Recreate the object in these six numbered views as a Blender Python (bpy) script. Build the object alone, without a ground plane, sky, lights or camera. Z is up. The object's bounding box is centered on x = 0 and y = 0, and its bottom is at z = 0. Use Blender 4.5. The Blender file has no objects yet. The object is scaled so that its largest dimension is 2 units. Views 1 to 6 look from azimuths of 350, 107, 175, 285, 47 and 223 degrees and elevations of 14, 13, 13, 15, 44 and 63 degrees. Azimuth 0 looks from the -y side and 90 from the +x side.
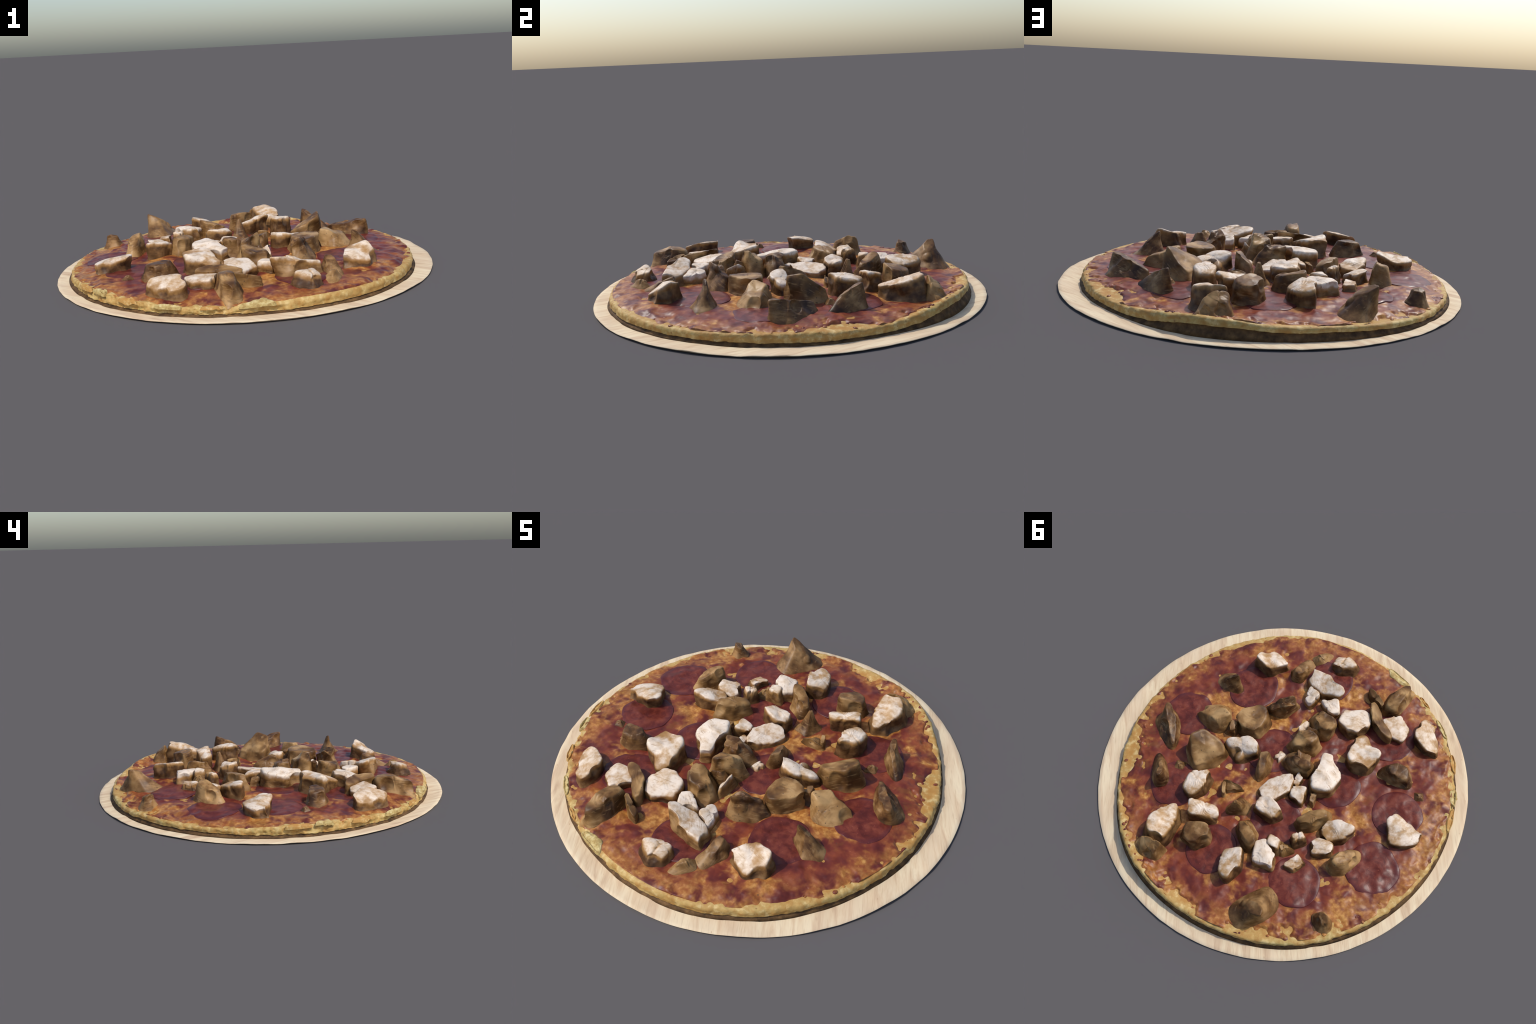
"""A round pizza with salami slices and chunks of mushroom, on a thin round wooden board."""
import math
import bpy
import numpy as np
from mathutils import Matrix, Vector

rng = np.random.default_rng(7)
TAU = 2 * math.pi


# ------------------------------------------------------------------ noise
def _hash(ix, iy, iz, seed):
    h = (ix * 374761393 + iy * 668265263 + iz * 2147483647 + seed * 974711) & 0xFFFFFFFF
    h = ((h ^ (h >> 13)) * 1274126177) & 0xFFFFFFFF
    h = ((h ^ (h >> 16)) * 2246822519) & 0xFFFFFFFF
    return ((h ^ (h >> 15)) & 0xFFFFFF) / float(0xFFFFFF) * 2 - 1


def noise3(p, scale, seed=0):
    """Smooth value noise in -1..1 at points p (n,3)."""
    q = np.asarray(p, float) * scale + 100.0
    i = np.floor(q).astype(np.int64)
    f = q - i
    f = f * f * f * (f * (f * 6 - 15) + 10)
    out = 0.0
    for dx in (0, 1):
        for dy in (0, 1):
            for dz in (0, 1):
                w = (f[:, 0] if dx else 1 - f[:, 0]) * (f[:, 1] if dy else 1 - f[:, 1]) * (f[:, 2] if dz else 1 - f[:, 2])
                out = out + w * _hash(i[:, 0] + dx, i[:, 1] + dy, i[:, 2] + dz, seed)
    return out


def fbm(p, scale, octaves=3, seed=0, gain=0.5):
    out, a, s = 0.0, 1.0, 0.0
    for k in range(octaves):
        out = out + a * noise3(p, scale * 2 ** k, seed + 17 * k)
        s += a
        a *= gain
    return out / s


def smooth(a, b, x):
    t = np.clip((x - a) / (b - a), 0, 1)
    return t * t * (3 - 2 * t)


TURN = np.array([[math.cos(.6), math.sin(.6), 0], [-math.sin(.6), math.cos(.6), 0], [0, 0, 1]])


def flat(x, y):
    return np.stack([x, y, np.zeros_like(x)], -1)


# ------------------------------------------------------------------ outline of the pizza
def around(table, blur):
    """Periodic smooth function of the angle from (degrees, value) control points."""
    pts = sorted(table)
    a = np.array([p[0] for p in pts], float)
    v = np.array([p[1] for p in pts], float)
    a = np.concatenate([a - 360, a, a + 360])
    v = np.tile(v, 3)
    grid = np.arange(-180, 180)
    y = np.interp(grid, a, v)
    k = np.arange(-3 * blur, 3 * blur + 1)
    w = np.exp(-0.5 * (k / blur) ** 2)
    w /= w.sum()
    y = sum(wi * np.roll(y, ki) for wi, ki in zip(w, k))

    def f(theta):
        d = (np.degrees(theta) + 180) % 360
        i = np.floor(d).astype(int) % 360
        t = d - np.floor(d)
        return y[i] * (1 - t) + y[(i + 1) % 360] * t
    return f


rim_radius = around([(0, .887), (30, .880), (45, .880), (58, .898), (68, .912), (76, .914), (90, .911), (110, .914), (125, .928),
                     (145, .934), (160, .930), (180, .925), (-165, .922), (-150, .920), (-125, .925), (-110, .915),
                     (-96, .908), (-80, .910), (-60, .918), (-45, .912), (-30, .902), (-12, .890)], 5)
rim_height = around([(-180, .047), (-165, .060), (-150, .066), (-132, .054), (-112, .050), (-96, .056), (-79, .065),
                     (-59, .063), (-40, .060), (-19, .058), (0, .061), (20, .063), (39, .050), (50, .055), (60, .076),
                     (69, .092), (80, .088), (93, .066), (107, .066), (124, .053), (141, .046), (153, .052),
                     (170, .045)], 4)
# how far the surface sags just inside the edge
sunk = around([(-180, .002), (-150, -.002), (-110, .0), (-40, .0), (0, .0), (35, .002), (55, .010), (75, .016), (95, .012), (115, .010),
               (135, .006), (160, .003)], 6)
# width of bare dough between the edge and the sauce
bare_width = around([(-180, .022), (-150, .016), (-120, .014), (-95, .018), (-70, .018), (-50, .030), (-35, .048),
                     (-15, .046), (2, .036), (20, .040), (34, .078), (48, .062), (62, .026), (80, .034), (95, .058),
                     (112, .048), (126, .052), (145, .036), (165, .026)], 4)
# how ragged the edge of the sauce is
ragged = around([(-180, .7), (-150, .9), (-110, .8), (-80, .5), (-55, .35), (-25, .45), (0, .8), (20, 1.1), (40, 1.2), (60, 1.),
                 (80, 1.2), (100, 1.3), (125, 1.2), (150, .9)], 6)
# how torn and crumbly the edge is
torn = around([(-180, .35), (-160, .8), (-140, 1.), (-115, 1.), (-96, .9), (-82, .15), (-50, .05), (-20, .1), (10, .35),
               (30, .5), (50, .4), (70, .1), (110, .1), (150, .15)], 5)
# clear gap between the underside of the edge and the board
lift = around([(-180, .012), (-150, .008), (-100, .008), (-60, .012), (-30, .014), (0, .014), (25, .010), (45, .006),
               (56, .016), (68, .048), (82, .046), (95, .030), (110, .032), (130, .016), (160, .014)], 4)


def dough_top(x, y):
    """Height of the upper face of the dough."""
    r, th = np.hypot(x, y), np.arctan2(y, x)
    s = rim_radius(th) - r
    inner = 0.0715 - 0.005 * smooth(0.3, 0.0, (x + 0.9) / 2) + 0.0025 * fbm(flat(x, y), 5, 2, 3)
    k = smooth(0.02, 0.17, s)
    dip = sunk(th) * smooth(0.015, 0.08, s) * smooth(0.36, 0.12, s)
    return rim_height(th) * (1 - k) + inner * k - dip


def sauce_depth(x, y):
    """Depth of sauce and cheese over the dough; negative where the dough is bare."""
    p = flat(x, y)
    r, th = np.hypot(x, y), np.arctan2(y, x)
    s = rim_radius(th) - r - 0.75 * bare_width(th)
    rag = ragged(th)
    edge = s / 0.026 + rag * (1.5 * noise3(p @ TURN, 11, 21) + 1.5 * noise3(p @ TURN @ TURN, 25, 22) + 0.6 * noise3(p @ TURN @ TURN @ TURN, 50, 23))
    cover = smooth(-1.2, 1.4, edge)
    lumps = 0.0050 * noise3(p, 12, 31) + 0.0040 * noise3(p, 25, 41) + 0.0010 * noise3(p, 55, 51)
    near_edge = 0.004 * smooth(0.12, 0.02, s) * np.clip(noise3(p, 27, 61), 0, 1)
    return -0.004 + cover * (0.0105 + lumps + near_edge)


def topping(x, y):
    x, y = np.asarray(x, float), np.asarray(y, float)
    return dough_top(x, y) + np.maximum(sauce_depth(x, y), 0)


# ------------------------------------------------------------------ mesh helpers
def make_mesh(name, verts, faces, material, shade=True):
    me = bpy.data.meshes.new(name)
    me.from_pydata([tuple(v) for v in verts], [], faces)
    if shade:
        me.polygons.foreach_set("use_smooth", [True] * len(me.polygons))
    me.materials.append(material)
    me.update()
    return me


def add(name, me, parent=None):
    ob = bpy.data.objects.new(name, me)
    bpy.context.scene.collection.objects.link(ob)
    if parent is not None:
        ob.parent = parent
    return ob


def ring_faces(rows, cols, close_first=None, close_last=None):
    f = []
    for i in range(rows - 1):
        a, b = i * cols, (i + 1) * cols
        for j in range(cols):
            k = (j + 1) % cols
            f.append((a + j, a + k, b + k, b + j))
    if close_first is not None:
        f += [(close_first, (j + 1) % cols, j) for j in range(cols)]
    if close_last is not None:
        a = (rows - 1) * cols
        f += [(close_last, a + j, a + (j + 1) % cols) for j in range(cols)]
    return f


# ------------------------------------------------------------------ materials
class Nodes:
    def __init__(self, name):
        self.mat = bpy.data.materials.new(name)
        self.mat.use_nodes = True
        self.t = self.mat.node_tree
        self.t.nodes.clear()
        self.out = self.n("ShaderNodeOutputMaterial")
        self.bsdf = self.n("ShaderNodeBsdfPrincipled")
        self.l(self.bsdf.outputs[0], self.out.inputs[0])
        self.obj = self.n("ShaderNodeTexCoord").outputs["Object"]
        self.rand = None

    def n(self, kind, **kw):
        node = self.t.nodes.new(kind)
        for k, v in kw.items():
            setattr(node, k, v)
        return node

    def l(self, a, b):
        self.t.links.new(a, b)

    def put(self, socket, value):
        if hasattr(value, "is_linked"):
            self.l(value, socket)
        else:
            socket.default_value = value

    def math(self, op, a, b=0.0, clamp=False):
        m = self.n("ShaderNodeMath", operation=op, use_clamp=clamp)
        self.put(m.inputs[0], a)
        self.put(m.inputs[1], b)
        return m.outputs[0]

    def per_piece(self):
        """Object coordinates moved by a random amount for each piece."""
        info = self.n("ShaderNodeObjectInfo")
        self.rand = info.outputs["Random"]
        v = self.n("ShaderNodeVectorMath", operation="SCALE")
        v.inputs[0].default_value = (31.0, 17.0, 23.0)
        self.l(self.rand, v.inputs["Scale"])
        s = self.n("ShaderNodeVectorMath", operation="ADD")
        self.l(self.obj, s.inputs[0])
        self.l(v.outputs[0], s.inputs[1])
        return s.outputs[0]

    def mapped(self, vec, scale=(1, 1, 1), rot=(0, 0, 0)):
        m = self.n("ShaderNodeMapping")
        m.inputs["Scale"].default_value = scale
        m.inputs["Rotation"].default_value = rot
        self.l(vec, m.inputs["Vector"])
        return m.outputs[0]

    def noise(self, vec, scale, detail=3.0, rough=0.55, distort=0.0):
        x = self.n("ShaderNodeTexNoise")
        x.inputs["Scale"].default_value = scale
        x.inputs["Detail"].default_value = detail
        x.inputs["Roughness"].default_value = rough
        x.inputs["Distortion"].default_value = distort
        self.l(vec, x.inputs["Vector"])
        return x.outputs[0]

    def voronoi(self, vec, scale, feature="F1"):
        x = self.n("ShaderNodeTexVoronoi", feature=feature)
        x.inputs["Scale"].default_value = scale
        self.l(vec, x.inputs["Vector"])
        return x.outputs["Distance"]

    def ramp(self, fac, *stops):
        r = self.n("ShaderNodeValToRGB")
        e = r.color_ramp.elements
        while len(e) < len(stops):
            e.new(0.5)
        for el, (pos, col) in zip(e, stops):
            el.position = pos
            el.color = (col, col, col, 1) if isinstance(col, (int, float)) else (*col, 1)
        self.put(r.inputs[0], fac)
        return r.outputs[0]

    def mask(self, fac, lo, hi):
        m = self.n("ShaderNodeMapRange", interpolation_type="SMOOTHSTEP")
        self.put(m.inputs[0], fac)
        m.inputs[1].default_value, m.inputs[2].default_value = lo, hi
        return m.outputs[0]

    def mix(self, fac, a, b, blend="MIX"):
        m = self.n("ShaderNodeMix", data_type="RGBA", blend_type=blend)
        self.put(m.inputs[0], fac)
        for s, c in ((m.inputs[6], a), (m.inputs[7], b)):
            if isinstance(c, tuple):
                s.default_value = (*c, 1)
            else:
                self.l(c, s)
        return m.outputs[2]

    def bump(self, height, strength, distance):
        b = self.n("ShaderNodeBump")
        b.inputs["Strength"].default_value = strength
        b.inputs["Distance"].default_value = distance
        self.l(height, b.inputs["Height"])
        self.l(b.outputs[0], self.bsdf.inputs["Normal"])

    def finish(self, colour, rough, specular=0.5):
        if isinstance(colour, tuple):
            self.bsdf.inputs["Base Color"].default_value = (*colour, 1)
        else:
            self.l(colour, self.bsdf.inputs["Base Color"])
        self.put(self.bsdf.inputs["Roughness"], rough)
        self.bsdf.inputs["Specular IOR Level"].default_value = specular
        return self.mat


def wood_material():
    m = Nodes("pale_wood")
    turn = math.radians(47)
    v = m.mapped(m.obj, (1, 1, 1), (0, 0, turn))
    streak = m.noise(m.mapped(v, (4.0, 26, 10)), 1.0, 4, 0.6, 0.9)
    broad = m.noise(m.mapped(v, (1.6, 7, 3)), 1.0, 2)
    fine = m.noise(m.mapped(v, (9, 150, 20)), 1.0, 3, 0.6)
    col = m.ramp(streak, (0.28, (.54, .38, .245)), (0.44, (.67, .515, .335)), (0.60, (.75, .62, .42)), (0.78, (.66, .53, .365)))
    col = m.mix(m.mask(broad, .46, .70), col, m.mix(0.5, col, (.62, .46, .31)))
    col = m.mix(m.math("MULTIPLY", m.mask(fine, .54, .70), 0.4), col, (.47, .32, .195))
    dots = m.mask(m.voronoi(m.mapped(v, (10, 30, 10)), 1.0), 0.085, 0.03)
    col = m.mix(m.math("MULTIPLY", dots, 0.6), col, (.38, .24, .13))
    m.bump(fine, 0.15, 0.002)
    return m.finish(col, 0.75, 0.2)


def crust_material():
    m = Nodes("baked_dough")
    a = m.noise(m.obj, 9, 3)
    b = m.noise(m.obj, 30, 4, 0.6)
    c = m.noise(m.obj, 85, 3, 0.6)
    col = m.ramp(a, (0.32, (.41, .235, .066)), (0.5, (.51, .335, .115)), (0.66, (.44, .32, .108)))
    col = m.mix(m.math("MULTIPLY", m.mask(b, .48, .66), .75), col, (.40, .20, .05))
    col = m.mix(m.math("MULTIPLY", m.mask(b, .48, .34), .5), col, (.74, .57, .27))
    spots = m.mask(m.voronoi(m.obj, 26), 0.17, 0.06)
    col = m.mix(m.math("MULTIPLY", m.math("MULTIPLY", spots, m.mask(a, .47, .56)), .75), col, (.24, .11, .035))
    col = m.mix(m.math("MULTIPLY", m.mask(c, .6, .72), .12), col, (.30, .15, .04))
    ln = m.n("ShaderNodeVectorMath", operation="LENGTH")
    m.l(m.mapped(m.obj, (1, 1, 0)), ln.inputs[0])
    oily = m.math("MULTIPLY", m.mask(ln.outputs["Value"], .905, .835), m.mask(b, .26, .56))
    col = m.mix(m.math("MULTIPLY", oily, .75), col, (.42, .20, .045))
    m.bump(m.math("ADD", b, m.math("MULTIPLY", c, .5)), 0.35, 0.006)
    return m.finish(col, 0.62, 0.3)


def foot_shadow_material():
    m = Nodes("painted_foot_shadow")
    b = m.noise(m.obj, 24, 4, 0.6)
    col = m.ramp(b, (0.34, (.055, .030, .014)), (0.5, (.105, .057, .024)), (0.68, (.19, .105, .042)))  # near-black brown paints the contact shadow under the crust lip
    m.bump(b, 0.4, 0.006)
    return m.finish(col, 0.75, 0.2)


def crumb_material():
    m = Nodes("torn_dough")
    b = m.noise(m.obj, 38, 4, 0.6)
    c = m.noise(m.obj, 110, 3, 0.6)
    col = m.ramp(b, (0.34, (.30, .185, .06)), (0.5, (.46, .34, .13)), (0.66, (.60, .49, .24)))
    col = m.mix(m.math("MULTIPLY", m.mask(c, .55, .7), .4), col, (.34, .19, .05))
    m.bump(m.math("ADD", b, c), 0.4, 0.006)
    return m.finish(col, 0.7, 0.25)


def sauce_material():
    m = Nodes("tomato_sauce_and_cheese")
    big = m.noise(m.obj, 5.5, 3, 0.55, 0.2)
    mid = m.noise(m.obj, 12, 3, 0.55, 0.25)
    small = m.noise(m.obj, 46, 3, 0.55, 0.2)
    speck = m.noise(m.obj, 160, 2, 0.6)
    red = m.ramp(mid, (0.30, (.085, .014, .011)), (0.46, (.150, .026, .014)), (0.60, (.225, .050, .019)), (0.74, (.165, .032, .017)))
    cheese = m.ramp(small, (0.30, (.26, .085, .018)), (0.5, (.40, .165, .035)), (0.70, (.60, .31, .085)))
    where = m.mask(m.math("ADD", m.math("MULTIPLY", big, .62), m.math("MULTIPLY", mid, .38)), .497, .60)
    ln = m.n("ShaderNodeVectorMath", operation="LENGTH")
    m.l(m.mapped(m.obj, (1, 1, 0)), ln.inputs[0])
    outer = m.math("MULTIPLY", m.mask(ln.outputs["Value"], .74, .90), m.mask(mid, .36, .56))
    where = m.math("MAXIMUM", where, m.math("MULTIPLY", outer, .75))
    col = m.mix(m.math("MULTIPLY", where, .92), red, cheese)
    brown = m.mask(m.noise(m.obj, 10, 3, 0.6), .55, .68)
    col = m.mix(m.math("MULTIPLY", brown, .45), col, (.20, .078, .018))
    oil = m.math("MULTIPLY", m.mask(speck, .64, .76), m.mask(mid, .44, .6))
    col = m.mix(m.math("MULTIPLY", oil, .5), col, (.55, .24, .11))
    herb = m.mask(m.voronoi(m.obj, 12), 0.05, 0.03)
    col = m.mix(m.math("MULTIPLY", herb, .7), col, (.05, .045, .025))
    m.bump(small, 0.14, 0.006)
    return m.finish(col, 0.43, 0.33)


def salami_material():
    m = Nodes("salami")
    p = m.per_piece()
    a = m.noise(p, 20, 4, 0.6, 0.4)
    s = m.noise(p, 120, 2, 0.6)
    r = m.n("ShaderNodeVectorMath", operation="LENGTH")
    flatv = m.mapped(m.obj, (1, 1, 0))
    m.l(flatv, r.inputs[0])
    rad = m.math("ADD", r.outputs["Value"], m.math("MULTIPLY", m.math("SUBTRACT", a, .5), .02))
    col = m.ramp(a, (0.36, (.080, .013, .009)), (0.5, (.128, .023, .014)), (0.64, (.185, .042, .023)))
    col = m.mix(m.math("MULTIPLY", m.mask(rad, .108, .128), .6), col, (.085, .017, .020))
    col = m.mix(m.math("MULTIPLY", m.mask(s, .66, .76), .5), col, (.36, .11, .07))
    m.bump(a, 0.25, 0.006)
    return m.finish(col, 0.38, 0.32)


def mushroom_material():
    """Brown skin; pale flesh within a set depth of the cut face (local z = 0 plane)."""
    m = Nodes("mushroom")
    p = m.per_piece()
    z = m.n("ShaderNodeSeparateXYZ")
    m.l(m.obj, z.inputs[0])
    depth = m.n("ShaderNodeAttribute", attribute_type="OBJECT", attribute_name='["flesh_depth"]').outputs["Fac"]
    tone = m.n("ShaderNodeAttribute", attribute_type="OBJECT", attribute_name='["skin_tone"]').outputs["Fac"]
    wide = m.noise(p, 9, 2, 0.5)
    wob = m.noise(p, 20, 3, 0.55)
    wob2 = m.noise(p, 55, 3, 0.6)
    fine = m.noise(p, 130, 3, 0.6)
    h = m.math("ADD", z.outputs["Z"], depth)
    h = m.math("ADD", h, m.math("MULTIPLY", m.math("SUBTRACT", wob, .5), .026))
    h = m.math("ADD", h, m.math("MULTIPLY", m.math("SUBTRACT", wob2, .5), .008))
    # skin: dark brown, tan where it is thin, streaked, freckled
    skin = m.ramp(m.math("ADD", m.math("MULTIPLY", wob, .3), m.math("MULTIPLY", wide, .7)),
                  (0.35, (.038, .015, .005)), (0.44, (.118, .051, .015)), (0.52, (.235, .118, .038)), (0.61, (.42, .245, .098)))
    streak = m.noise(m.mapped(p, (1, 1.3, 6)), 20, 3, 0.55, .5)
    skin = m.mix(m.math("MULTIPLY", m.mask(streak, .55, .68), .5), skin, (.44, .275, .125))
    skin = m.mix(m.math("MULTIPLY", m.mask(streak, .45, .32), .45), skin, (.036, .015, .006))
    skin = m.mix(m.math("MULTIPLY", tone, 1.0), skin, m.ramp(wide, (0.34, (.115, .055, .016)), (0.5, (.275, .155, .054)), (0.66, (.46, .29, .125))))
    freck = m.math("MULTIPLY", m.mask(m.voronoi(p, 58), 0.26, 0.10), m.mask(m.noise(p, 21, 2), .50, .62))
    skin = m.mix(m.math("MULTIPLY", freck, .75), skin, (.042, .024, .018))
    dark = m.n("ShaderNodeAttribute", attribute_type="OBJECT", attribute_name='["skin_depth"]').outputs["Fac"]
    skin = m.mix(dark, skin, m.ramp(wob, (0.36, (.040, .017, .007)), (0.5, (.090, .043, .017)), (0.64, (.185, .098, .038))))
    # flesh: cream, a little pink, tan stains
    flesh = m.ramp(m.math("ADD", m.math("MULTIPLY", wob, .7), m.math("MULTIPLY", wob2, .3)),
                   (0.35, (.54, .385, .24)), (0.45, (.68, .54, .40)), (0.57, (.775, .655, .53)))
    stain = m.math("MULTIPLY", m.mask(m.noise(p, 16, 3, .6), .44, .62), m.mask(h, .026, .004))
    flesh = m.mix(m.math("MULTIPLY", stain, .8), flesh, (.44, .25, .092))
    gill = m.noise(m.mapped(p, (1, 7, 2)), 22, 3, .55, .6)
    flesh = m.mix(m.math("MULTIPLY", m.math("MULTIPLY", m.mask(gill, .56, .68), m.mask(wide, .46, .60)), .65), flesh, (.33, .19, .085))
    pores = m.math("MULTIPLY", m.mask(m.voronoi(p, 30), 0.10, 0.045), .7)
    flesh = m.mix(pores, flesh, (.20, .12, .07))
    gold = m.math("MULTIPLY", m.mask(h, -.018, -.001), m.mask(h, .016, .001))
    edge = m.mix(m.mask(h, -.006, .010), skin, flesh)
    col = m.mix(m.math("MULTIPLY", gold, .7), edge, (.36, .185, .055))
    m.bump(m.math("ADD", wob2, m.math("MULTIPLY", fine, .3)), 0.12, 0.004)
    return m.finish(col, 0.44, 0.26)


WOOD, CRUST, CRUMB, SALAMI, MUSHROOM = wood_material(), crust_material(), crumb_material(), salami_material(), mushroom_material()
FOOT_SHADOW = foot_shadow_material()
SAUCE = sauce_material()


# ------------------------------------------------------------------ board
def build_board():
    cols, th = 360, np.arange(360) * TAU / 360
    wave = 0.0022 * noise3(np.stack([np.cos(th) * 5, np.sin(th) * 5, 0 * th], -1), 1, 5) + 0.0022 * noise3(
        np.stack([np.cos(th) * 17, np.sin(th) * 17, 0 * th], -1), 1, 6)
    edge = 1.0 - 0.002 * np.abs(noise3(np.stack([np.cos(th) * 9, np.sin(th) * 9, 0 * th], -1), 1, 8))
    top = 0.0070 + wave + 0.0018 * np.cos(th + 0.35)
    rows = []

    def ring(r, z):
        rows.append(np.stack([r * np.cos(th), r * np.sin(th), z + 0 * th], -1))
    ring(0.02, 0.0075)
    for r in (0.3, 0.6, 0.8, 0.9, 0.95, 0.98):
        k = smooth(0.85, 1.0, r)
        ring(r * edge, 0.0075 * (1 - k) + top * k)
    ring(edge - 0.001, top)
    ring(edge, top - 0.0012)
    ring(edge - 0.001, top - 0.0030)
    ring(edge - 0.010, np.full(360, 0.0008))
    ring(edge - 0.03, np.full(360, 0.0))
    ring(0.02 * edge, 0.0)
    v = np.concatenate(rows + [np.array([[0, 0, 0.0075], [0, 0, 0.0]])])
    me = make_mesh("wooden_board", v, [f[::-1] for f in ring_faces(len(rows), cols, len(v) - 2, len(v) - 1)], WOOD)
    ob = add("wooden_board", me)
    ob["label"] = "thin round pale wooden serving board with fine grain"
    ob["category"] = "serving board"
    return ob


# ------------------------------------------------------------------ dough base with its edge
def build_crust(parent):
    cols = 900
    th = np.arange(cols) * TAU / cols
    R, zl, tn, gap = rim_radius(th), rim_height(th), torn(th), lift(th)
    rows = []

    def ring(r, z):
        rows.append(np.stack([r * np.cos(th), r * np.sin(th), z + 0 * th], -1))

    def on_top(r):
        ring(r, dough_top(r * np.cos(th), r * np.sin(th)))
    for r in np.linspace(0.05, 0.70, 14):
        on_top(np.full(cols, r))
    for s in np.concatenate([np.linspace(0.17, 0.032, 22), [0.026, 0.022]]):
        on_top(R - s)
    bottom = 0.010 + gap                                    # underside of the edge
    bottom = np.minimum(bottom, zl - 0.024)
    deep = zl - bottom
    for k in range(1, 13):                                  # rounded outer edge
        a = k / 12 * math.pi
        ring(R - 0.020 + 0.020 * math.sin(min(a, math.pi * .62)) ** 0.8, zl - deep * 0.5 * (1 - math.cos(a)))
    for s, f in ((0.006, 0.0), (0.007, 0.25), (0.000, 0.6), (-0.014, 1.0)):   # set-back foot below the edge
        ring(R - s, bottom * (1 - f) + 0.0070 * f)
    ring(np.full(cols, 0.05), 0.0070)
    v = np.concatenate(rows)
    # edge relief: gentle waves, and torn crumbs where the edge is broken
    r = np.hypot(v[:, 0], v[:, 1])
    tht = np.arctan2(v[:, 1], v[:, 0])
    near = smooth(0.055, 0.018, rim_radius(tht) - r) * smooth(0.012, 0.022, v[:, 2])
    amount = near * (0.0055 + 0.012 * torn(tht))
    out = np.stack([np.cos(tht), np.sin(tht), 0 * tht], -1)
    push = fbm(v * [1, 1, 1.6], 26, 4, 71, 0.6)
    ridge = np.abs(fbm(v * [1, 1, 1.4], 40, 3, 77, 0.6))
    v = v + out * (amount * (push - 0.8 * torn(tht) * ridge))[:, None]
    v[:, 2] += amount * 0.45 * fbm(v, 24, 3, 73, 0.6)
    verts = np.concatenate([v, [[0, 0, float(dough_top(np.array([0.]), np.array([0.]))[0])], [0, 0, 0.0070]]])
    faces = [f[::-1] for f in ring_faces(len(rows), cols, len(v), len(v) + 1)]
    me = make_mesh("crust", verts, faces, CRUST)
    me.materials.append(FOOT_SHADOW)
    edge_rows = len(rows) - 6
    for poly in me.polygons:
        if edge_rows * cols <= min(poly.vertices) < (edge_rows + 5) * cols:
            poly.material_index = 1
    return add("crust", me, parent)


# ------------------------------------------------------------------ sauce and melted cheese
def build_sauce(parent):
    cols = 1000
    th = np.arange(cols) * TAU / cols
    R = rim_radius(th)
    rows = []
    for t in np.concatenate([np.linspace(0.01, 0.80, 110), np.linspace(0.803, 0.982, 64)]):
        x, y = R * t * np.cos(th), R * t * np.sin(th)
        rows.append(np.stack([x, y, dough_top(x, y) + sauce_depth(x, y)], -1))
    x, y = rows[-1][:, 0] * 0.998, rows[-1][:, 1] * 0.998
    rows.append(np.stack([x, y, dough_top(x, y) - 0.010], -1))
    v = np.concatenate(rows)
    verts = np.concatenate([v, [[0, 0, v[:cols, 2].mean()]]])
    faces = [f[::-1] for f in ring_faces(len(rows), cols, len(v), None)]
    return add("tomato_sauce", make_mesh("tomato_sauce", verts, faces, SAUCE), parent)


# ------------------------------------------------------------------ salami slices
def build_salami(parent, x, y, r, seed):
    cols, th = 96, np.arange(96) * TAU / 96
    edge = r * (1 + 0.05 * noise3(np.stack([np.cos(th) * 2, np.sin(th) * 2, 0 * th + seed], -1), 1, seed))
    rows = []
    steps = list(np.linspace(0.06, 0.94, 22)) + [0.975, 1.0]
    for t in steps:
        px, py = x + edge * t * np.cos(th), y + edge * t * np.sin(th)
        p = flat(px, py)
        base = dough_top(px, py) + 0.0078 + 0.7 * (sauce_depth(px, py) - 0.0065)
        curl = 0.0022 * smooth(0.7, 1.0, t) * (noise3(np.stack([np.cos(th) * 1.4, np.sin(th) * 1.4, 0 * th], -1), 1, seed + 9))
        up = 0.0022 * (1 - smooth(0.9, 1.01, t) * 0.8) + curl + 0.0022 * noise3(p, 22, seed + 4)
        above = np.maximum(base + up, topping(px, py) + 0.0008)
        k = smooth(0.86, 1.0, t)
        rows.append(np.stack([px - x, py - y, above * (1 - k) + (base + up) * k], -1))
    for t, d in ((1.004, 0.004), (0.99, 0.012)):
        px, py = x + edge * t * np.cos(th), y + edge * t * np.sin(th)
        rows.append(np.stack([px - x, py - y, rows[len(steps) - 1][:, 2] - d], -1))
    v = np.concatenate(rows)
    verts = np.concatenate([v, [[0, 0, v[:cols, 2].mean()]]])
    me = make_mesh("salami_slice", verts, [f[::-1] for f in ring_faces(len(rows), cols, len(v), None)], SALAMI)
    ob = add("salami_slice", me, parent)
    ob.location = (x, y, 0)
    return ob


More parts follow.
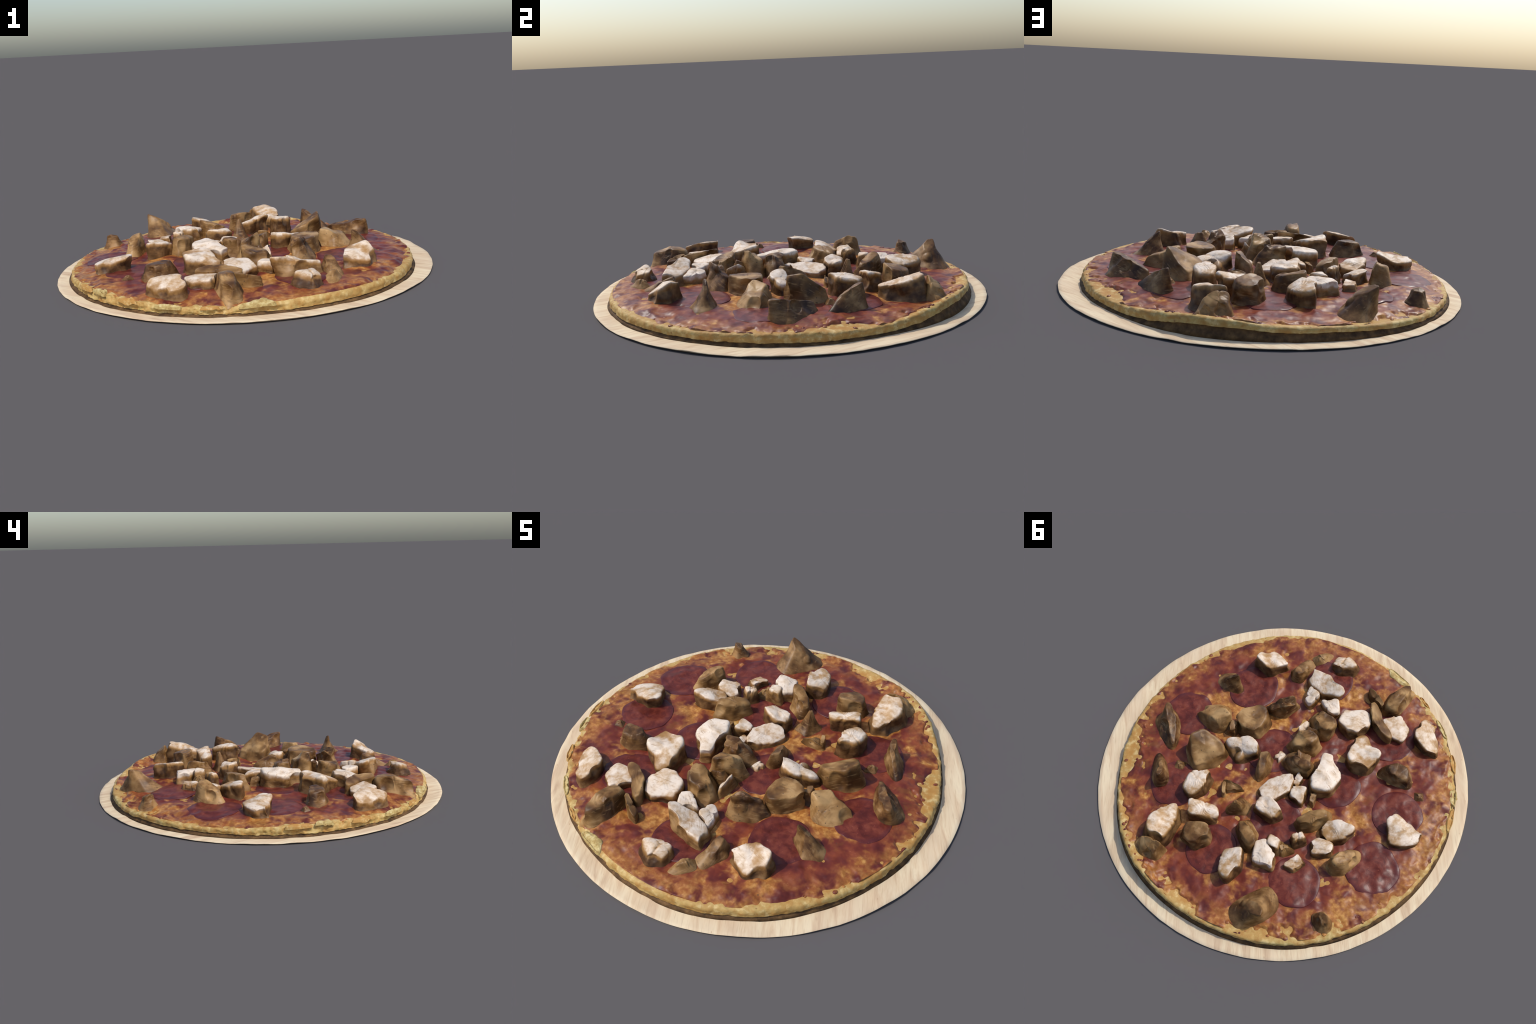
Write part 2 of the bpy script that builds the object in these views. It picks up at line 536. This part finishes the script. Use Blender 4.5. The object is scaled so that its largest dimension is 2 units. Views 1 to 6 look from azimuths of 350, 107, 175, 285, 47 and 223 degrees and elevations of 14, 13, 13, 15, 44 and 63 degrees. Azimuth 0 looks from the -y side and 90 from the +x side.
# ------------------------------------------------------------------ lumps lofted from a foot to a crown
def polar(poly, count, soft=1.6):
    """Sample a closed polygon (n, k) of x, y, ... at equal angles around its centre."""
    poly = np.asarray(poly, float)
    nxt = np.roll(poly, -1, 0)
    cross = poly[:, 0] * nxt[:, 1] - nxt[:, 0] * poly[:, 1]
    if cross.sum() < 0:
        poly = poly[::-1]
        nxt = np.roll(poly, -1, 0)
        cross = poly[:, 0] * nxt[:, 1] - nxt[:, 0] * poly[:, 1]
    c = ((poly[:, :2] + nxt[:, :2]) * cross[:, None]).sum(0) / (3 * cross.sum())
    dense = np.concatenate([p + (q - p) * np.linspace(0, 1, 40, endpoint=False)[:, None] for p, q in zip(poly, nxt)])
    a = np.unwrap(np.arctan2(dense[:, 1] - c[1], dense[:, 0] - c[0]))
    order = np.argsort(a % TAU, kind="stable")
    aa = (a % TAU)[order]
    target = np.arange(count) * TAU / count
    out = np.stack([np.interp(target, np.concatenate([aa - TAU, aa, aa + TAU]), np.tile(dense[order, k], 3)) for k in range(dense.shape[1])], -1)
    k = np.arange(-5, 6)
    w = np.exp(-0.5 * (k / soft) ** 2)
    out = sum(wi * np.roll(out, ki, 0) for wi, ki in zip(w / w.sum(), k))
    return out, c


def lump(crown, foot=None, pinch=0.85, dome=0.0, spread=1.05, rough=1.0, seed=0, relax=5, count=96, torn_bites=1.0):
    """Vertices (world) and faces of a chunk whose foot stands in the sauce."""
    crown = np.asarray(crown, float) / 100
    top, c = polar(crown, count)
    grow = 1.05 if relax > 3 else 1.0
    top = np.column_stack([c + (top[:, :2] - c) * grow, top[:, 2] + (0.004 if relax > 3 else 0.001)])
    if foot is None:
        out = crown[:, :2] - c
        foot = c + out * spread + out / (np.linalg.norm(out, axis=1, keepdims=True) + 1e-6) * 0.004
    else:
        foot = np.asarray(foot, float) / 100
    base, cf = polar(foot, count)
    low = topping(base[:, 0], base[:, 1])
    rows = []
    flare = base + (base - cf) / (np.linalg.norm(base - cf, axis=1, keepdims=True) + 1e-6) * 0.006
    rows.append(np.column_stack([flare, low - 0.012]))
    rows.append(np.column_stack([flare, low - 0.003]))
    side = 15
    for k in range(side):
        t = k / (side - 1)
        f = t ** pinch
        xy = base * (1 - f) + top[:, :2] * f
        z = (low + 0.002) * (1 - t) + top[:, 2] * t
        rows.append(np.column_stack([xy, z]))
    mid = np.array([c[0], c[1], top[:, 2].mean()])
    for s in np.linspace(0.92, 0.08, 13):
        p = mid + (top - mid) * s
        p[:, 2] += dome / 100 * (1 - s ** 2)
        rows.append(p)
    n = len(rows)
    g = np.array(rows)
    for _ in range(relax):                                   # round the edges
        up, dn = np.concatenate([g[:1], g[:-1]]), np.concatenate([g[1:], g[-1:]])
        h = 0.5 * g + 0.125 * (up + dn + np.roll(g, 1, 1) + np.roll(g, -1, 1))
        g = np.concatenate([g[:1], h[1:]])
    v = np.concatenate([g.reshape(-1, 3), [[mid[0], mid[1], mid[2] + dome / 100]]])
    v[-1] = g[-1].mean(0)
    # torn hollows, creases and fibres
    rs = np.random.default_rng(1000 + seed)
    size = float(np.linalg.norm(top[:, :2] - c, axis=1).mean())
    floor = float(low.mean())
    for _ in range(int(round(torn_bites * 3))):
        a, rho = rs.uniform(0, TAU), size * rs.uniform(0.5, 0.85)
        i = int(a / TAU * count) % count
        rim = np.linalg.norm(top[i, :2] - c)
        hz = floor + rs.uniform(0.45, 1.0) * (top[i, 2] - floor)
        hub = np.array([c[0] + math.cos(a) * (rim + rho * 0.66), c[1] + math.sin(a) * (rim + rho * 0.66), hz])
        dv = v - hub
        dist = np.linalg.norm(dv, axis=1)
        push = np.where(dist < rho, (rho - dist) * 0.8, 0)
        v = v + dv / (dist[:, None] + 1e-6) * push[:, None]
    w = v[:-1].reshape(n, count, 3)
    for _ in range(3):
        up, dn = np.concatenate([w[:1], w[:-1]]), np.concatenate([w[1:], w[-1:]])
        h = 0.5 * w + 0.125 * (up + dn + np.roll(w, 1, 1) + np.roll(w, -1, 1))
        w = np.concatenate([w[:1], h[1:]])
    v = np.concatenate([w.reshape(-1, 3), w[-1].mean(0)[None]])
    for _ in range(int(round(torn_bites * 2))):
        a = rs.uniform(0, TAU)
        nrm = np.array([math.cos(a), math.sin(a), rs.uniform(-0.4, 0.4)])
        d0 = (v - mid) @ nrm - rs.uniform(-0.45, 0.45) * size + 0.010 * noise3(v, 22, seed + 31)
        cut = np.exp(-(d0 / 0.0055) ** 2) * (0.6 + 0.6 * noise3(v, 18, seed + 33))
        v = v - (v - mid) / (np.linalg.norm(v - mid, axis=1, keepdims=True) + 1e-6) * (0.0065 * torn_bites * cut * smooth(floor, floor + 0.02, v[:, 2]))[:, None]
    a = rs.uniform(0, TAU)
    along = v @ np.array([math.cos(a), math.sin(a), 0.5]) + 0.022 * noise3(v, 18, seed + 41)
    fibre = np.sin(along * TAU / 0.014) * np.clip(noise3(v, 13, seed + 43), 0, 1)
    mc = v.mean(0)
    d = v - mc
    d /= np.linalg.norm(d, axis=1, keepdims=True) + 1e-9
    amp = rough * (0.0075 * noise3(v + seed * 3.1, 14, seed) + 0.0026 * noise3((v + seed) * [1, 1, 1.5], 30, seed + 5) + 0.0005 * noise3((v + seed) * [1, 1, 2.4], 62, seed + 8) + 0.0012 * fibre)
    v = v + d * (1.25 * amp)[:, None]
    return v, ring_faces(n, count, None, len(v) - 1), mid, top


def place(name, parent, v, faces, material, origin, axis):
    q = Vector(axis).to_track_quat("Z", "Y")
    M = Matrix.Translation(Vector(origin)) @ q.to_matrix().to_4x4()
    inv = np.array(M.inverted())
    w = v @ inv[:3, :3].T + inv[:3, 3]
    ob = add(name, make_mesh(name, w, faces, material), parent)
    ob.matrix_local = M
    return ob


def mushroom(parent, kind, crown, foot=None, pinch=0.85, dome=0.0, spread=1.05, rough=1.0, flesh=None, tone=0.0, relax=5, bites=1.0):
    """kind: 'cut' pale cut face on top, 'pale' mostly pale, 'skin' brown outside."""
    seed = len(parent.children) + 3
    if kind != "skin":                      # cut faces bulge above their outline
        crown = [(x, y, z + 0.1) for x, y, z in crown]
        dome += 0.35
    v, faces, mid, top = lump(crown, foot, pinch, dome, spread, rough, seed, relax, torn_bites=bites if relax > 4 else 0.4)
    q = top - top.mean(0)
    n = np.linalg.svd(q, full_matrices=False)[2][2]
    n = n if n[2] > 0 else -n
    if n[2] < 0.5:
        n = np.array([0, 0, 1.0])
    ob = place("mushroom_piece", parent, v, faces, MUSHROOM, top.mean(0), n)
    ob["flesh_depth"] = float({"cut": 0.009, "pale": 0.030, "skin": -0.030}[kind] if flesh is None else flesh - 0.004)
    ob["skin_tone"] = float(tone)
    ob["skin_depth"] = 0.8 if kind == "cut" else (0.35 if tone < 0.15 else 0.0)
    return ob


# ------------------------------------------------------------------ assemble
build_board()
pizza = bpy.data.objects.new("pizza", None)
bpy.context.scene.collection.objects.link(pizza)
pizza.location = (0, 0, 0)
pizza["label"] = "round baked pizza with salami slices and mushroom chunks"
pizza["category"] = "pizza"
build_crust(pizza)
build_sauce(pizza)

SLICES = [(.63, .055), (.47, -.30), (.165, -.61), (-.32, -.53), (-.26, -.13), (-.62, -.20), (-.70, .12),
          (-.45, .43), (-.01, .57), (-.17, .24), (.39, .42), (.13, -.065)]
for i, (sx, sy) in enumerate(SLICES):
    build_salami(pizza, sx, sy, 0.135 + 0.005 * math.sin(i * 2.3), 11 + 7 * i)

# Mushroom pieces: corners of the crown (x, y, height) and of the foot (x, y), in centimetres.
P = pizza
mushroom(P, "cut", [(39, -53, 13.5), (52, -55, 10), (57.5, -49, 13.5), (56, -42, 18.5), (44.5, -41, 15.5), (42.5, -47.5, 14.5)])
mushroom(P, "skin", [(52.3, -26.2, 20.3), (54.5, -25.8, 19.6), (61, -23, 13.5), (60, -21.5, 13.5), (53.5, -24.2, 20)],
         [(49, -25), (61, -31), (68, -25), (65, -19), (58, -18), (50, -21)], pinch=.7, rough=.4, relax=3)
mushroom(P, "cut", [(21, -68, 13), (23, -75, 11), (17, -79, 12), (10, -75.5, 14), (15, -69.5, 13)],
         [(10, -79), (18, -81), (23.5, -76), (23.5, -69), (16, -66), (8, -72)], dome=.6)
mushroom(P, "skin", [(31, -50, 14.5), (34, -51, 13.8), (36, -57, 11.5), (33, -59, 11), (30, -54, 12)],
         [(29, -64), (36, -66), (39, -53), (34, -47), (28, -49)], pinch=.8)
mushroom(P, "skin", [(29, -72, 10.5), (31, -69, 11.5), (29.5, -67, 10.5), (28, -69, 10.5)],
         [(26, -77), (31, -75), (35, -67), (30, -63), (26, -68)], pinch=.8, tone=.4)
mushroom(P, "pale", [(29.6, -58.5, 13.5), (16.6, -60, 15), (2, -57.5, 18), (1, -53.5, 16.5), (13, -49, 13.5), (23, -50.5, 12)],
         [(30, -60), (17, -61.5), (5, -59), (5, -53), (13, -49), (24, -49)], flesh=.016)
mushroom(P, "pale", [(18.5, -41, 12), (22, -50, 11), (14, -47.5, 14), (13.5, -38.5, 13)])
mushroom(P, "pale", [(4, -51.6, 13.5), (-2.5, -46, 13), (1.5, -42.5, 13), (12, -46, 12.5)])
mushroom(P, "skin", [(17, -34, 15), (21.5, -35, 20), (25, -30, 19.5), (30.5, -24, 14), (27, -22, 13), (20, -29, 18)],
         [(18, -38), (26, -37), (32, -30), (35, -21), (29, -22), (20, -26)], rough=1.4)
mushroom(P, "skin", [(25, -16, 15.5), (29, -21.5, 15.5), (34, -20, 16.7), (40, -9.5, 16.3), (37, -5, 15.8), (31, -4, 16), (24, -8, 15.3)],
         [(23, -18), (30, -23), (36, -20), (40.5, -10), (38, -3), (31, -2), (22, -7)], tone=.3)
mushroom(P, "skin", [(41, -5.5, 16.8), (45, -6, 16.5), (51, -6.5, 13), (58, 0, 12), (58, 3, 12.3), (46, 2, 16)],
         [(49, -12), (54, -10), (59, -5), (61, 3), (52, 6.5), (44, 5.5), (36, 0), (42, -7)], pinch=.9, tone=.4)
mushroom(P, "skin", [(70.5, 10.3, 16.5), (74, 11.5, 17), (71, 15.5, 16), (62, 22, 14), (55, 28, 11.5), (54, 25.5, 11), (61, 17, 13.5)],
         [(61, 15), (70, 9), (75, 12), (76, 21), (66, 27), (54, 30), (53, 26)])
mushroom(P, "skin", [(38, 9.5, 18), (44.5, 13, 20.3), (46.5, 20, 22.5), (41, 26, 15.5), (36, 28.5, 11.5), (28.5, 13, 12.5)],
         [(28, 10), (38, 8.5), (46.5, 12), (51, 21), (44, 27.5), (36, 30), (29, 22)], tone=.4, relax=4)
mushroom(P, "cut", [(35.5, 6.5, 13), (26, -2.5, 15), (15.5, -.5, 15.8), (15, 2, 15.5), (20, 5.5, 13.5), (30, 8, 12)],
         [(36, 7), (30, -1), (18, -3), (14, 1), (21, 12), (30, 11)], flesh=.02)
mushroom(P, "skin", [(10.5, -1.5, 16), (13.5, 2, 16.5), (11, 6, 15), (7, 10, 12), (6, 7, 12), (9, 1, 14.5)],
         [(8, -3), (12, -2), (14, 2), (10, 11), (5, 14), (4, 4)])
mushroom(P, "skin", [(43.7, 46.3, 18.7), (45.5, 48.2, 18.7), (47, 46, 17.8), (53, 38, 13.5), (52, 37, 13), (45, 43, 17)],
         [(43, 42), (51, 36), (59, 33), (59, 38), (51, 48), (45, 51), (41, 46)], rough=.6)
mushroom(P, "cut", [(29, 27.5, 17.5), (24.5, 27.5, 17), (22.5, 36, 16.5), (25, 43.5, 15), (32, 42, 15), (33.5, 34, 17)], dome=.5)
mushroom(P, "cut", [(5.5, 44, 13), (19, 52, 15.5), (23.5, 45.5, 17.5), (11.5, 39.5, 14.5), (6.5, 41, 14)],
         [(5, 46), (19, 53), (24, 45), (11, 39)])
mushroom(P, "cut", [(27.5, 51.5, 12.5), (33, 56.5, 13), (31.5, 70, 17), (27, 72.5, 18.7), (18, 71, 17.5), (20.5, 60, 14.5)],
         [(26, 50), (34, 56), (35, 70), (30, 76), (20, 76), (17, 70), (20, 58)], flesh=.014)
mushroom(P, "skin", [(17, 72.5, 15.5), (22, 74.5, 16.5), (28, 76, 14), (26, 80, 11), (18, 79, 12)],
         [(15, 71), (31, 73), (32, 80.5), (24, 83), (15, 80)], dome=.6, tone=.35)
mushroom(P, "skin", [(4.5, 51, 17.5), (8, 51, 18.7), (14.5, 56, 17), (12, 62, 15), (6, 62, 15.5), (2.5, 55, 16.5)],
         [(3, 52), (8, 50), (16.5, 56), (16, 62.5), (5, 64), (0, 56)])
mushroom(P, "skin", [(7, 21.5, 10), (11, 22, 11.8), (17, 23.5, 11.5), (20.5, 25, 9.5), (14, 27, 10)], spread=1.2, tone=.5)
mushroom(P, "skin", [(2.2, 32, 18.8), (3.4, 31.3, 18.8), (4.4, 32.6, 18.6), (3.2, 33.6, 18.4)],
         [(-2, 25), (7, 25), (9, 35), (6, 38), (-3, 31)], pinch=.55, rough=.6, relax=1)
mushroom(P, "skin", [(-15, 38.5, 16.5), (-7, 35, 15), (-3.5, 38, 14), (-8, 42, 15), (-16.5, 44.5, 17), (-18.5, 42, 18.3)],
         [(-15, 35), (-5, 32), (-2, 37), (-3, 41), (-15, 48), (-20, 46)], tone=.2)
mushroom(P, "cut", [(-8, 52.5, 13), (-15.5, 48, 16.8), (-21, 56, 16.3), (-20, 65.5, 15.8), (-14, 64, 14), (-9.5, 58, 12.8)])
mushroom(P, "pale", [(-23, 49, 13.2), (-33, 46, 14), (-30, 40, 14), (-21, 36, 14), (-17.5, 41, 13.5)])
mushroom(P, "pale", [(-23.5, 37.5, 15), (-20.5, 33, 14), (-27, 32.5, 15), (-29.5, 37, 14)],
         [(-22, 39), (-18, 33), (-28, 30), (-33, 34), (-29, 39)], flesh=.016)
mushroom(P, "cut", [(-35.5, 40.5, 10.7), (-42, 40, 11), (-44, 32, 10.7), (-37, 30.5, 12)])
mushroom(P, "cut", [(-29.5, 26.5, 14.5), (-33, 29, 15.5), (-36, 24, 15.5), (-32, 22, 15)], spread=1.35, dome=.5)
mushroom(P, "cut", [(-38.5, 22.5, 11), (-40, 17.5, 10), (-48.5, 16, 13), (-51, 21, 13.5), (-43, 26.5, 12)], flesh=.014)
mushroom(P, "skin", [(-60, 12, 13), (-57, 13, 14), (-53.3, 21, 18.2), (-54, 25, 17.5), (-58, 25, 16.5), (-61, 18, 14.5)],
         [(-61, 8), (-56, 10), (-51, 20), (-51, 26), (-57, 29), (-62, 24), (-64, 12)], rough=.6, dome=.5, tone=.2, relax=11)
mushroom(P, "cut", [(-37.5, 13.5, 12.5), (-37.5, 8, 13.5), (-45, 3.5, 15), (-52, 3, 15.6), (-50, 11.5, 13.5), (-44, 17.5, 11.5)])
mushroom(P, "skin", [(-34, 4, 15.5), (-28, 10, 15), (-25, 18, 13.5), (-30, 19, 15), (-34.5, 15, 16), (-37.5, 7, 16)],
         [(-35, 1), (-27, 8), (-23, 19), (-29, 22), (-35, 17), (-39, 6)], dome=1.2, tone=.5)
mushroom(P, "cut", [(-4, 27, 15), (-2.5, 20, 14), (-8, 17.5, 16.3), (-18.5, 20, 16.3), (-15.5, 26.5, 14.5)], flesh=.016)
mushroom(P, "cut", [(2.5, 16.5, 10), (1.5, 9, 10.5), (-5.5, -1.5, 12), (-12.5, 5, 12.7), (-8.5, 16.5, 12.7), (-1.5, 19.5, 11)], flesh=.016)
mushroom(P, "cut", [(-13.5, 9, 12.5), (-11, 4, 12.5), (-18, .5, 14), (-21, 9, 12)], flesh=.016)
mushroom(P, "skin", [(-23, 5, 11.5), (-21, 1, 11.8), (-24, 0, 11), (-26, 5, 10.5)])
mushroom(P, "pale", [(-10.5, -21.5, 14.5), (-16, -23, 14.5), (-21.5, -19, 14), (-28, -15, 14.5), (-29, -4.5, 16), (-20.5, .5, 17),
                     (-15.5, -5, 16), (-14.5, -14, 15)], dome=.4, flesh=.028)
mushroom(P, "skin", [(-5, -25, 18), (0, -24, 21), (4, -19, 21.5), (5, -14, 17), (1, -13, 17), (-5, -19, 18.5)],
         [(-8, -26), (1, -26), (9, -19), (9, -12), (1, -11), (-8, -18)], tone=.3)
mushroom(P, "skin", [(-4.5, -7.5, 19.5), (0, -12.5, 18.5), (-9, -13.5, 16.5), (-12.5, -8, 17.5), (-7, -4.5, 16.5), (3, -6, 17)],
         [(-13, -14), (-3, -15), (5, -10), (4, -3), (-5, -2), (-14, -5)], rough=1.3)
mushroom(P, "skin", [(-1, -40.5, 16), (4.5, -39.5, 16.5), (6.5, -34, 15.5), (-1, -29.5, 17.5), (-6.5, -31.5, 18.7), (-6, -37, 17)],
         [(0, -42), (9, -42.5), (10, -34), (2, -27), (-7, -30), (-5, -42)], tone=.4)
mushroom(P, "pale", [(5, -20, 13), (8.5, -24, 16), (8.5, -32, 12), (6, -30, 11.5)],
         [(4, -18), (9, -21), (10, -34), (6, -33)], flesh=.02, tone=.5)
mushroom(P, "cut", [(-5, -41.5, 14), (-3.5, -50, 11.5), (-12.5, -58, 11.5), (-19, -52.5, 12.5), (-18, -43.5, 14), (-14.5, -39, 15)], flesh=.018)
mushroom(P, "cut", [(-23, -26.5, 17.5), (-18.5, -39, 13), (-22, -44.5, 11.5), (-28, -41, 13.5), (-35.5, -39, 18.5), (-36, -33, 16),
                    (-35.5, -26.5, 16.5), (-27, -24.5, 17.5)], flesh=.014)
mushroom(P, "skin", [(-52, -41.5, 14.5), (-46, -41.5, 15), (-42.5, -36, 15.5), (-47, -33.5, 15), (-55.5, -36, 14)],
         [(-53, -43.5), (-46, -44), (-39, -37), (-39, -31), (-49, -32), (-58, -34.5), (-58, -39)], tone=.1, dome=.3)
mushroom(P, "cut", [(-41, -75, 11.5), (-48, -72, 10.3), (-57.5, -62, 10.3), (-55, -57, 13), (-43, -60, 14.5), (-39, -70, 14)], flesh=.014)
mushroom(P, "cut", [(-27.5, -66.5, 12), (-22.5, -58.5, 12), (-31, -53.5, 11.5), (-38.5, -54.5, 11), (-37, -64, 10.5)], flesh=.016)
mushroom(P, "skin", [(-11, -62, 14.5), (-19, -53.5, 14.8), (-26, -50.5, 14.8), (-33.5, -50, 13.5), (-32.5, -54, 13), (-24, -57, 13), (-15, -64, 13)],
         tone=.5)
mushroom(P, "skin", [(-23, -85, 13), (-19, -83, 13.5), (-17.5, -74, 15.7), (-18.5, -65, 15.2), (-24.5, -65.5, 15), (-24.5, -76, 16.5)],
         [(-25, -87), (-17, -86), (-14, -76), (-17, -63), (-20, -62), (-27, -67), (-26, -78)], dome=.6, tone=.25, rough=.7, relax=12)
mushroom(P, "skin", [(-4, -70, 11.5), (-10, -69.5, 13.8), (-17.5, -65.5, 13.5), (-16.5, -63.5, 13), (-8, -66, 12)], spread=1.15, tone=.5)
mushroom(P, "cut", [(-62.5, -18, 14.3), (-70, -17, 12.3), (-79.5, -20.5, 11.5), (-80, -12, 11), (-76.5, -6.5, 11.3), (-68, -3.5, 11.5), (-61.5, -11, 14.3)], spread=.96)
mushroom(P, "skin", [(-63, -35.5, 9.6), (-65, -34, 9.6), (-66, -36, 9.4)], [(-61, -36), (-64, -32), (-68, -35), (-65, -38.5)], rough=.3)
mushroom(P, "skin", [(-47, 69.5, 19.2), (-45.5, 66.5, 19.2), (-41, 65, 17.2), (-37, 65.5, 14.8), (-36.5, 69, 14.3), (-42, 71, 16.5)],
         [(-44, 53), (-36, 52), (-30, 66), (-28, 74), (-33, 78), (-39, 80), (-47, 68), (-49, 59)], pinch=.75, rough=.6, tone=.1, relax=4)
mushroom(P, "skin", [(-72, 49.3, 11.8), (-70, 47.3, 13), (-66.3, 47.3, 12), (-66.3, 50, 11.3), (-70.5, 51.7, 11.2)],
         [(-72, 45.5), (-66, 44.5), (-62, 50), (-65, 53), (-70, 54.5), (-74, 52.5), (-74.5, 49)], rough=.5)
mushroom(P, "cut", [(5, -8, 9.2), (8, -8, 9.2), (8.5, -4, 9), (5, -3, 9)], spread=1.3, dome=.5)

# smaller pieces that fill the middle of the heap
mushroom(P, "skin", [(36.5, -6, 13.5), (40, -4, 14.5), (37, 1, 12.5), (34.5, -1, 12.5)], [(35, -9), (42, -6), (40, 3), (33, 1)])
mushroom(P, "skin", [(-1, -28.5, 15.5), (4, -26.5, 16), (3, -23, 15)], [(-4, -30), (7, -29), (6, -21), (-1, -22)], tone=.4)
mushroom(P, "skin", [(-30, 32, 12.5), (-27, 34, 13.5), (-30.5, 36, 12.5), (-33, 31, 11.5)], [(-27, 31), (-26, 37), (-32, 37), (-36, 31), (-32, 28)], tone=.6)
mushroom(P, "cut", [(-8, -4.5, 11.5), (-12, -3, 11.5), (-13, 3, 10.5), (-9, 2, 10.5)], spread=1.15, tone=.7)
mushroom(P, "skin", [(44, 31, 10), (46, 32.5, 10), (43.5, 34, 9.5)], [(42, 28.5), (48, 31), (46, 36), (41, 34)], rough=.5)
mushroom(P, "skin", [(17.5, 25, 11.5), (19, 26, 11.5), (15, 31, 11), (13.5, 30, 11)], spread=1.3, tone=.4, bites=.4)

# ragged folds of torn dough along the broken part of the edge
def fold(degrees, length, width, rise, seed):
    """A low flake lying along the edge, centred at an angle, tapering at both ends."""
    a0, n = math.radians(degrees), 9
    inner, outer, crest = [], [], []
    for k in range(n):
        t = k / (n - 1) * 2 - 1
        a = a0 + t * length / 2 / 0.91
        r = float(rim_radius(np.array([a]))[0])
        z = float(rim_height(np.array([a]))[0])
        w = width * math.sqrt(max(0.0, 1 - t * t)) + 0.004
        for row, off in ((inner, 0.012 - w), (outer, 0.012), (crest, 0)):
            rr = r - 0.004 + (off if row is not crest else 0)
            row.append((100 * rr * math.cos(a), 100 * rr * math.sin(a)))
        crest[-1] = (a, r, z, w)
    ring = [(100 * (r - 0.45 * w) * math.cos(a), 100 * (r - 0.45 * w) * math.sin(a), 100 * (z + rise * (1 - 0.4 * abs(i / (n - 1) * 2 - 1))))
            for i, (a, r, z, w) in enumerate(crest)]
    ring += [(100 * (r + 0.004) * math.cos(a), 100 * (r + 0.004) * math.sin(a), 100 * (z - 0.004)) for a, r, z, w in reversed(crest)]
    v, faces, mid, top = lump(ring, inner + outer[::-1], rough=.7, seed=seed, relax=3, torn_bites=.5)
    return place("dough_flake", pizza, v, faces, CRUMB if seed % 2 else CRUST, top.mean(0), (0, 0, 1))


fold(-97, 0.17, 0.045, 0.010, 91)
fold(-149, 0.10, 0.036, 0.010, 93)
fold(-157, 0.14, 0.022, 0.006, 94)
fold(-136, 0.12, 0.020, 0.006, 96)
fold(-122, 0.14, 0.020, 0.006, 97)
fold(-110, 0.10, 0.018, 0.005, 98)


def build_drops(parent):
    """Small drops of sauce on the bare dough near the edge."""
    dr = np.random.default_rng(5)
    verts, faces = [], []
    for _ in range(70):
        a = math.radians(dr.uniform(-30, 170) if dr.random() < 0.8 else dr.uniform(-180, 180))
        A = np.array([a])
        r = float(rim_radius(A)[0]) - dr.uniform(0.018, 0.03 + float(bare_width(A)[0]))
        x, y = r * math.cos(a), r * math.sin(a)
        rad, squash, turn = dr.uniform(0.004, 0.012), dr.uniform(0.55, 1.0), dr.uniform(0, TAU)
        n0, cols, k = len(verts), 18, 7
        for i in range(k):
            e = i / k * math.pi / 2
            for j in range(cols):
                t = j * TAU / cols
                ex = rad * math.cos(e) * math.cos(t)
                ey = rad * squash * math.cos(e) * math.sin(t)
                px, py = x + ex * math.cos(turn) - ey * math.sin(turn), y + ex * math.sin(turn) + ey * math.cos(turn)
                verts.append((px, py, float(dough_top(np.array([px]), np.array([py]))[0]) - 0.002 + 0.45 * rad * math.sin(e) + 0.002 * (i > 0)))
        verts.append((x, y, verts[-1][2] + 0.02 * rad))
        f = ring_faces(k, cols, None, k * cols)
        faces += [tuple(n0 + q for q in face) for face in f]
    ob = add("sauce_drop", make_mesh("sauce_drop", np.array(verts), faces, SAUCE), parent)
    ob["kind"] = "stuff"


build_drops(pizza)

print("objects", len(bpy.data.objects))
